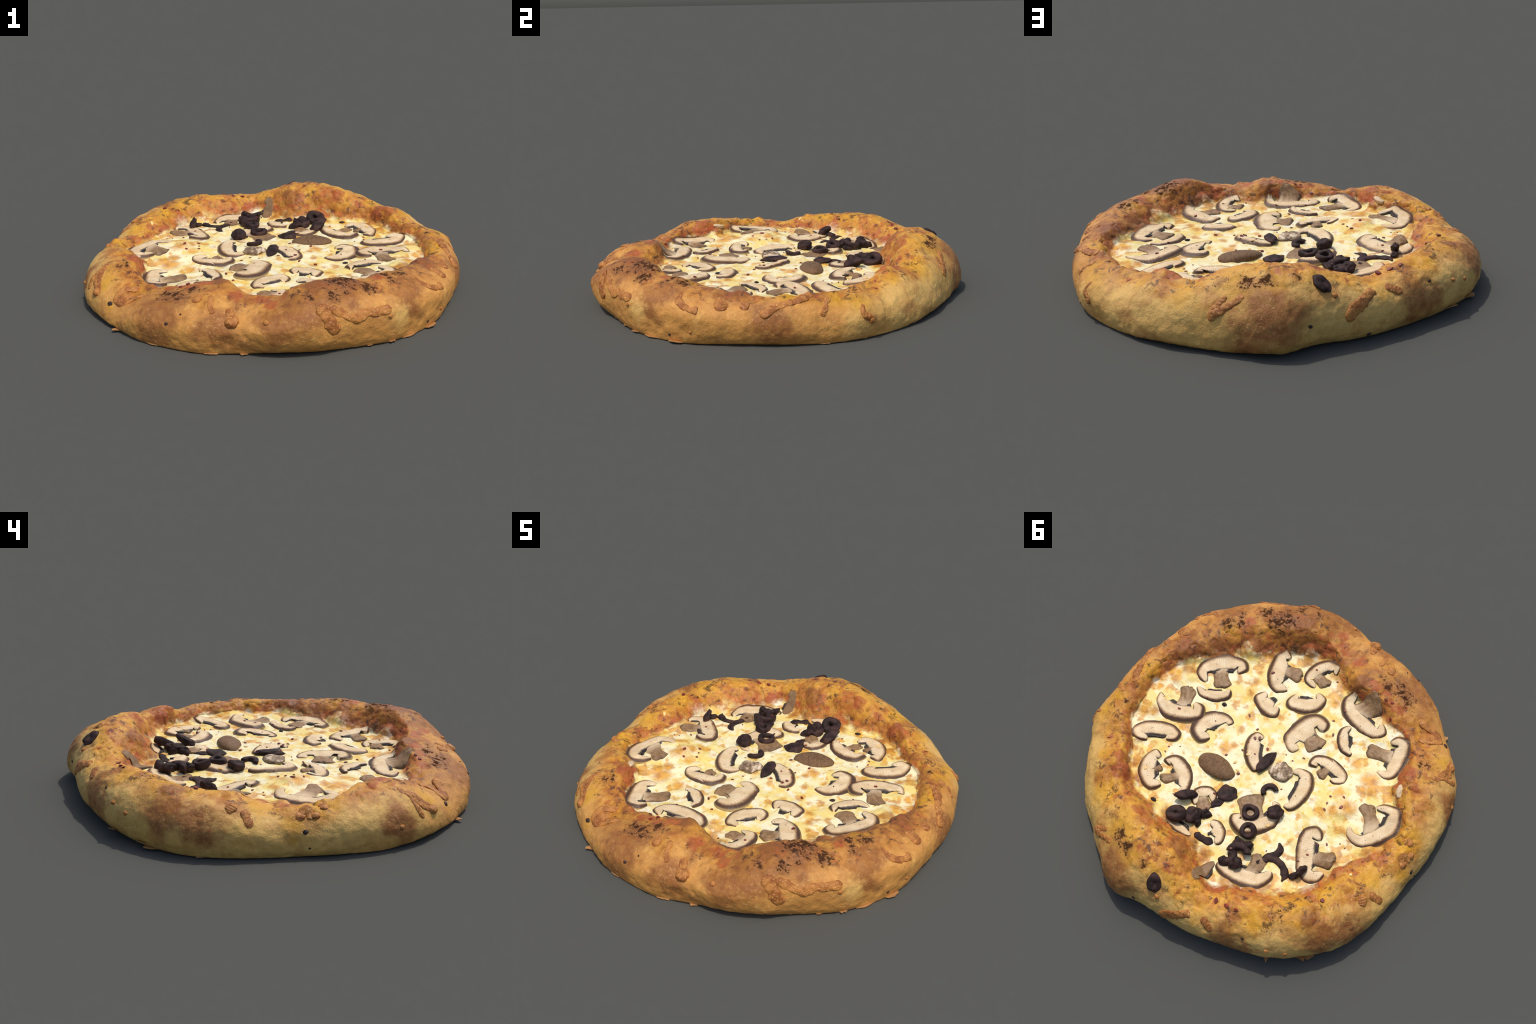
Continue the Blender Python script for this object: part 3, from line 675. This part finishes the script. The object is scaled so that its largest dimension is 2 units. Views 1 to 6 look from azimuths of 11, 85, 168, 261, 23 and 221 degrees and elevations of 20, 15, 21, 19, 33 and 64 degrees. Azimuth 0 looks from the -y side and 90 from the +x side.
def mushroom(k, rim, depth, stem):
    n, m = 56, 18
    R = catmull(rim, n)
    u = np.linspace(0, 1, n)
    T = np.gradient(R, axis=0)
    T /= np.linalg.norm(T, axis=1, keepdims=True)
    I = np.stack([-T[:, 1], T[:, 0]], -1)
    chord = 0.5 * (R[0] + R[-1])
    if ((chord - R[n // 2]) * I[n // 2]).sum() < 0:
        I = -I
    wid = 1.36 * depth * (0.40 + 0.60 * np.sin(math.pi * np.clip(u, 0, 1)) ** 0.75)
    inner = R + I * wid[:, None]
    for _ in range(8):
        inner[1:-1] = 0.25 * inner[:-2] + 0.5 * inner[1:-1] + 0.25 * inner[2:]
    arc = np.concatenate([[0], np.cumsum(np.linalg.norm(np.diff(0.5 * (R + inner), axis=0), axis=1))])
    mid0 = np.vstack([R, inner]).mean(0)
    base = drape(np.vstack([R, inner]), 0.97 if k in BAKED else 0.6)
    H = (0.004 if k in BAKED else 0.0095) + 0.006 * rng.random()
    tilt = np.array([rng.uniform(-.07, .07), rng.uniform(-.07, .07)])
    lay = base
    base = lambda X: lay(X) + (np.asarray(X) - mid0) @ tilt
    vs = np.concatenate([[-.15], np.linspace(0, 1, m - 5), [1.0, .66, .33, -.15]])     # -.15: modelled skirt drawing the dark contact shadow round the slice
    V, fv, fu = [], [], []
    endcap = np.sqrt(np.clip(1 - (1 - np.clip(np.minimum(u, 1 - u) / .07, 0, 1)) ** 2, .04, 1))
    mid = 0.5 * (R + inner)
    for q, v in enumerate(vs):
        ec = endcap[:, None]
        X = mid + ((R * (1 - v) + inner * v) - mid) * (0.45 + 0.55 * ec)
        zb = base(X)
        if q < m - 4:
            rise = np.clip(1 - abs(2 * v - 1) ** 3.5, 0, 1) ** 0.75
            low = -0.0035 if v < 0 else 0.0040
            z = zb + low + (H - low) * rise * (0.5 + 0.5 * endcap) + 0.0014 * vnoise(np.c_[X, zb], 30, 70 + k)
        else:
            z = zb - 0.016
        V.append(np.c_[X, z]); fv.append(np.full(n, v)); fu.append(arc)
    V = np.stack(V, 1).reshape(-1, 3)
    fv, fu = np.stack(fv, 1).reshape(-1), np.stack(fu, 1).reshape(-1)
    c = V.mean(0)
    cap = add("mushroom_slice", new_mesh("mushroom_slice", V - c, [f[::-1] for f in tube_faces(n, m)], [MAT_FLESH_BAKED if k in BAKED else MAT_FLESH], {"rim_to_gill": fv, "along_rim": fu}), pizza, c)
    # gill band along the inner edge
    gw = GILL_WIDE.get(k, .027)
    lo, hi = 5, n - 5
    G = inner[lo:hi]
    GI = I[lo:hi].copy()
    t = np.linspace(0, 1, hi - lo)
    gwid = gw * (0.75 + 0.6 * np.abs(2 * t - 1) ** 2) * np.sqrt(np.clip(np.minimum(t, 1 - t) / .08, .05, 1))
    mg = 8
    GV = []
    for a in np.arange(mg) / mg * 2 * math.pi:
        X = G + GI * (gwid * (0.42 * math.cos(a) + 0.22))[:, None]
        GV.append(np.c_[X, base(X) + 0.001 + 0.0050 * math.sin(a) + 0.002 * vnoise(np.c_[X, X[:, 0]], 60, 90 + k)])
    GV = np.stack(GV, 1).reshape(-1, 3)
    add("gill", new_mesh("gill", GV - c, tube_faces(hi - lo, mg), [MAT_GILL]), cap)
    if stem:
        a, b, w = np.array(stem[0]), np.array(stem[1]), stem[2] * 1.25
        ns, ms = 26, 16
        d = (b - a) / np.linalg.norm(b - a)
        a = a - d * 0.030
        side = np.array([-d[1], d[0]])
        SV, fa, fc = [], [], []
        bend = rng.uniform(-.08, .08) * np.linalg.norm(b - a)
        sb = drape(np.array([a, b, a + side * w / 2, b - side * w / 2, b + side * w / 2]), .5)
        for i in range(ns):
            t = i / (ns - 1)
            cpt = a + (b - a) * t + side * bend * math.sin(math.pi * t)
            ww = 0.5 * w * float(1.30 - 0.46 * smooth(0, .5, t) + 0.20 * smooth(.55, .9, t)) * math.sqrt(max(.12, 1 - max(0.0, (t - .84) / .16) ** 2.6))
            vals = np.concatenate([np.linspace(-1, 1, ms - 3), [1, 0, -1]])
            X = cpt + side * (vals * ww)[:, None] + d * (0.010 * vnoise(np.c_[vals * 3, vals * 0 + k, vals * 0 + t], 1, 8))[:, None] * (t > .8)
            zb = sb(X)
            top = np.clip(1 - np.abs(vals[:ms - 3]) ** 3, 0, 1) ** .7
            z = zb - 0.006
            z[:ms - 3] += (H + .0035) * top * (1 if i not in (0, ns - 1) else .5) + 0.0022 * vnoise(np.c_[X[:ms - 3], zb[:ms - 3]], 45, 33 + k)
            z[ms - 3:] -= 0.010
            SV.append(np.c_[X, z]); fa.append(np.full(ms, t)); fc.append(vals)
        SV = np.array(SV).reshape(-1, 3)
        add("stem", new_mesh("stem", SV - c, [f[::-1] for f in tube_faces(ns, ms)], [MAT_STEM], {"along_stem": np.concatenate(fa), "across_stem": np.concatenate(fc)}), cap)

for k, sd in enumerate(SLICES):
    mushroom(k, sd["rim"], sd["depth"], sd["stem"])

def place(name, me, x, y, lift, rot=(0, 0, 0), parent=None):
    ob = add(name, me, parent or pizza, (x, y, height(x, y) + lift))
    ob.rotation_euler = rot
    return ob

place("mushroom_cap", lump_mesh("mushroom_cap", (.099, .060, .033), MAT_CAP, 501, .22), .183, .172, -.002, (0, 0, .11))
place("mushroom_chunk", lump_mesh("mushroom_chunk", (.058, .050, .020), MAT_CRUMB, 502, .35, 0, 1.6), -.103, -.016, .004, (0, 0, .6))
place("mushroom_chunk", lump_mesh("mushroom_chunk", (.040, .020, .014), MAT_STEM, 503, .3, 0, 1.4), -.661, -.293, .000, (0, .2, 1.9))

# --------------------------------------------------------------- olives
def olive_ring(R, hole, h, seed, arc=2 * math.pi, squash=1.0):
    n, m = 48, 14
    closed = arc > 6.2
    prof = [(math.copysign(abs(math.cos(a)) ** .55, math.cos(a)), math.copysign(abs(math.sin(a)) ** .55, math.sin(a))) for a in np.arange(m) / m * 2 * math.pi]
    V = []
    for i in range(n):
        a = arc * i / (n if closed else n - 1)
        for x, z in prof:
            r = 0.5 * (R + hole) + 0.5 * (R - hole) * x
            V.append((r * math.cos(a), r * squash * math.sin(a), z * h * .5))
    V = np.array(V)
    V += (0.14 * (R - hole) + .0012) * np.stack([fbm(V, 18, 1, seed + q) for q in (0, 5, 9)], -1)
    V[:, 2] += 0.10 * h * np.sin(2 * np.arctan2(V[:, 1], V[:, 0]) + seed)
    faces = tube_faces(n, m)
    if closed:
        faces = faces[:-2] + [((n - 1) * m + j, (n - 1) * m + (j + 1) % m, (j + 1) % m, j) for j in range(m)]
    return new_mesh("olive_ring", V, [f[::-1] for f in faces], [MAT_OLIVE])

def olive_strip(path, width, height_, seed):
    """a curled sliver of olive lying on the cheese; path of (x, y) points"""
    n, m = 30, 10
    C = catmull(path, n)
    T = np.gradient(C, axis=0)
    T /= np.linalg.norm(T, axis=1, keepdims=True)
    S = np.stack([-T[:, 1], T[:, 0]], -1)
    t = np.linspace(0, 1, n)
    w = 0.5 * width * np.clip(np.minimum(t, 1 - t) / .18, .12, 1) ** .6 * (1 + .2 * vnoise(np.c_[C, C[:, 0]], 40, seed))
    V = []
    for a in np.arange(m) / m * 2 * math.pi:
        X = C + S * (w * math.cos(a))[:, None]
        V.append(np.c_[X, np.array([height(*q) for q in X]) + height_ * (.30 + .55 * math.sin(a)) * (w / w.max())])
    V = np.stack(V, 1).reshape(-1, 3)
    V += .002 * np.stack([vnoise(V, 50, seed + q) for q in (0, 1, 2)], -1)
    c = V.mean(0)
    return add("olive_sliver", new_mesh("olive_sliver", V - c, tube_faces(n, m), [MAT_OLIVE]), pizza, c)

place("olive_ring", olive_ring(.046, .020, .042, 1), -.130, .266, .015, (.10, .05, 0))
place("olive_ring", olive_ring(.045, .019, .044, 2), -.185, .350, .016, (.0, .10, 1))
place("olive_ring", olive_ring(.052, .010, .036, 3), .160, .506, .022, (.42, .12, .3))
place("olive_lump", lump_mesh("olive_lump", (0.041, 0.050, 0.027), MAT_OLIVE, 601, .4, .35, 1.3), .090, .455, .016, (.2, .1, .2))
place("olive_ring", olive_ring(.050, .016, .036, 12, 3.6, .9), .035, .440, .010, (-.2, .15, 4.3))
place("olive_lump", lump_mesh("olive_lump", (0.036, 0.023, 0.018), MAT_OLIVE, 602, .4, .2, 1.3), .060, .425, .016, (-.2, .2, 1.0))
place("olive_lump", lump_mesh("olive_lump", (0.029, 0.063, 0.026), MAT_OLIVE, 603, .35, .3, 1.2), .187, .392, .022, (.35, .2, -.5))
place("olive_lump", lump_mesh("olive_lump", (0.053, 0.045, 0.014), MAT_OLIVE, 604, .35, .2, 1.2), .038, .251, .004, (0, 0, .5))
place("olive_lump", lump_mesh("olive_lump", (0.041, 0.023, 0.011), MAT_OLIVE, 605, .3, .2, 1.2), .046, .326, .003, (0, 0, 1.2))
place("olive_ring", olive_ring(.046, .020, .022, 6, 3.4), -.130, .112, .007, (.1, .0, -2.3))
place("olive_lump", lump_mesh("olive_lump", (0.038, 0.038, 0.029), MAT_OLIVE, 606, .40, .3, 1.1), -.228, .190, .018, (.4, .2, .7))
place("olive_ring", olive_ring(.054, .012, .040, 15, 3.8, .9), -.190, .520, .016, (.2, -.2, 1.2))
place("olive_lump", lump_mesh("olive_lump", (0.038, 0.034, 0.027), MAT_OLIVE, 608, .4, .2, 1.2), -.250, .525, .024, (.1, .3, .9))
place("olive_ring", olive_ring(.064, .022, .042, 9, 3.0, .85), -.225, .468, .018, (.2, -.1, 3.7))
place("olive_lump", lump_mesh("olive_lump", (0.025, 0.027, 0.025), MAT_OLIVE, 609, .4, .3, 1.2), -.236, .412, .026, (.3, .1, .2))
place("olive_lump", lump_mesh("olive_lump", (0.034, 0.029, 0.013), MAT_OLIVE, 610, .4, .2, 1.2), -.190, .432, .006, (.1, .2, 2.2))
place("olive_lump", lump_mesh("olive_lump", (0.075, 0.029, 0.016), MAT_OLIVE, 611, .25, .15, 1.2), -.006, -.010, .010, (.12, -.06, 1.60))
olive_strip([(-.345, .298), (-.372, .325), (-.370, .362), (-.340, .402), (-.330, .425)], .034, .012, 20)
olive_strip([(-.365, .395), (-.330, .440), (-.352, .475)], .032, .012, 22)
olive_strip([(-.330, .425), (-.352, .395), (-.395, .380), (-.440, .388), (-.472, .415), (-.480, .450)], .038, .015, 24)
olive_strip([(.022, .523), (-.030, .522), (-.085, .506)], .042, .012, 26)
# a twisted sliver standing half up
place("olive_lump", lump_mesh("olive_lump", (.016, .044, .022), MAT_OLIVE, 612, .35, .25, 1.4), -.528, .352, .030, (.55, .25, .1))
place("olive_lump", lump_mesh("olive_lump", (.030, .018, .012), MAT_OLIVE, 613, .35, .2, 1.3), -.510, .388, .010, (0, .2, 1.0))
place("olive_lump", lump_mesh("olive_lump", (.016, .010, .006), MAT_OLIVE, 614, .3), .313, .516, .002)
place("olive_lump", lump_mesh("olive_lump", (.014, .011, .005), MAT_OLIVE, 615, .3), .392, -.139, .002)
ro_p, ro_n = on_rim(92.3, 1.62)
ob = add("olive_lump", lump_mesh("olive_lump", (.036, .048, .018), MAT_OLIVE, 616, .28, .5, 1.1), pizza, ro_p + ro_n * .003)
ob.rotation_euler = Vector(ro_n).to_track_quat('Z', 'Y').to_euler()

# --------------------------------------------------------------- chilli flakes, seeds, specks
def chip_mesh(name, mat, seed, thick=.16):
    r = random.Random(seed)
    k = r.randint(5, 7)
    ring = [(math.cos(2 * math.pi * i / k) * r.uniform(.6, 1.1), math.sin(2 * math.pi * i / k) * r.uniform(.5, .9)) for i in range(k)]
    V = [(x, y, -thick) for x, y in ring] + [(x * .85, y * .85, thick + .15 * r.random()) for x, y in ring]
    F = [tuple(range(k))[::-1], tuple(range(k, 2 * k))] + [(i, (i + 1) % k, k + (i + 1) % k, k + i) for i in range(k)]
    return new_mesh(name, V, F, [mat], None, False)

chips = [chip_mesh("chilli_flake", MAT_CHILLI, 40 + q) for q in range(5)]
FLAKES = [(.306, -.449, 13), (.126, -.078, 12), (.105, -.094, 12), (.154, -.132, 11), (.185, .088, 12), (.037, -.073, 10), (.135, .015, 9), (.066, .132, 13),
          (.561, .037, 11), (-.145, -.151, 10), (-.108, -.103, 8), (-.131, -.427, 11), (.067, -.006, 9), (.244, -.173, 14), (.452, .272, 9), (.456, .238, 7),
          (.130, -.614, 8), (0, -.630, 9), (-.301, -.465, 8), (-.321, .373, 8), (-.537, .158, 10), (-.502, .190, 9), (-.496, .263, 9), (-.478, .315, 10),
          (-.183, .480, 9), (-.394, -.057, 9), (-.453, -.091, 10), (-.403, -.015, 9), (-.414, .021, 13), (-.477, -.034, 16), (-.166, .062, 6), (.088, .296, 9),
          (.067, .383, 9), (-.588, .117, 6), (-.316, .741, 18), (-.369, .732, 17), (-.422, .720, 13), (-.293, -.669, 15), (-.327, -.680, 12), (-.370, -.607, 14),
          (-.181, -.356, 12), (-.714, .425, 17), (-.145, -.506, 9), (.49, -.11, 8), (.112, -.10, 9), (.14, -.04, 7), (.36, -.03, 6), (.02, -.23, 7), (-.06, -.11, 6),
          (-.30, .02, 6), (-.62, .12, 6), (.25, .43, 7), (.41, .20, 6), (.58, .12, 6)]
def scatter(name, meshes, spots, lift, flat=.6):
    for q, (x, y, mm) in enumerate(spots):
        sz = mm / 1000
        ob = add(name, meshes[q % len(meshes)], pizza, (x, y, height(x, y) + lift * sz))
        nrm = BVH.ray_cast(Vector((x, y, 1)), Vector((0, 0, -1)))[1]
        ob.rotation_euler = (nrm.to_track_quat('Z', 'Y') @ Matrix.Rotation(rng.uniform(0, 6.28), 3, 'Z').to_quaternion()).to_euler()
        ob.scale = (sz * rng.uniform(.9, 1.2), sz * rng.uniform(.65, 1.0), sz * flat)
# flakes that landed on mushrooms sit as high as the slices do
DEPS = bpy.context.evaluated_depsgraph_get()
DEPS.update()
def height(x, y):
    hit, loc, *_ = bpy.context.scene.ray_cast(DEPS, Vector((float(x), float(y), 1.0)), Vector((0, 0, -1)))
    return loc.z if hit else CHEESE_Z
scatter("chilli_flake", chips, FLAKES, .25)
seed_me = [lump_mesh("chilli_seed", (1, .75, .4), MAT_SEED, 700, .12)]
scatter("chilli_seed", seed_me, [(.458, .413, 11), (.090, .022, 10), (.121, .093, 11), (.117, -.558, 10), (-.243, .267, 13), (-.735, .228, 12), (.08, .12, 9)], .2)
speck_me = [lump_mesh("char_speck", (1, .8, .5), MAT_SPECK, 710 + q, .4) for q in range(3)]
for q, (az, s, mm) in enumerate([(180, 1.30, 12), (123.2, 1.40, 8), (225.7, 1.36, 13), (250.2, 1.16, 9), (87.7, 1.07, 9), (103.6, .47, 10), (324.5, .52, 8), (253.4, 1.36, 5), (181, .95, 5)]):
    p, n = on_rim(az, s)
    ob = add("char_speck", speck_me[q % 3], pizza, p + n * .0008)
    ob.rotation_euler = Vector(n).to_track_quat('Z', 'Y').to_euler()
    ob.scale = (mm / 1000,) * 3

# --------------------------------------------------------------- torn flakes round the base
def base_flake(az, reach, width, tilt, seed):
    r = random.Random(seed)
    rb = float(rim_at([math.radians(az)])[0, 0])
    rows, V = 7, []
    for i in range(rows):                                # across
        t = i / (rows - 1)
        tip = reach * (math.sin(math.pi * (0.12 + .76 * t)) ** 1.5) * r.uniform(.55, 1.05)
        for j in range(4):                               # outwards
            o = -0.035 + (0.035 + tip) * j / 3
            z = 0.004 + tilt * max(o, 0) + .002 * r.random()
            V.append((rb + o, width * .7 * (t - .5) + .006 * r.uniform(-1, 1), z))
    th = .0035
    n = len(V)
    V = V + [(x, y, max(z - th, 0.0)) for x, y, z in V]
    F = []
    for i in range(rows - 1):
        for j in range(3):
            a = i * 4 + j
            F.append((a, a + 4, a + 5, a + 1)[::-1])
            F.append((n + a, n + a + 4, n + a + 5, n + a + 1))
    edge = [i * 4 for i in range(rows)] + [(rows - 1) * 4 + j for j in (1, 2, 3)] + [i * 4 + 3 for i in range(rows - 2, -1, -1)] + [2, 1]
    for q in range(len(edge)):
        a, b = edge[q], edge[(q + 1) % len(edge)]
        F.append((a, b, n + b, n + a))
    me = new_mesh("dough_flake", V, F, [MAT_FLAKE], None, False)
    ob = add("dough_flake", me, pizza)
    ob.rotation_euler = (0, 0, math.radians(az))

for q, (az, reach, width, tilt) in enumerate([
        (231, .065, .05, .2), (271.5, .035, .07, .05), (301.7, .030, .09, .3), (311.4, .034, .08, .2), (326.2, .036, .12, .25), (298, .028, .05, .3), (305.5, .03, .06, .2),
        (8.4, .022, .09, .05), (139.4, .075, .10, .5), (141.5, .068, .12, .15), (129.8, .100, .045, .5), (124.5, .025, .03, .3), (91, .04, .10, .3), (154.4, .025, .05, .1), (60, .02, .05, .2),
        (40, .018, .05, .1), (262, .018, .10, .1), (285, .016, .12, .1), (318, .02, .14, .1), (245, .016, .1, .1), (20, .014, .08, .1)]):
    base_flake(az, reach, width, tilt, 800 + q)
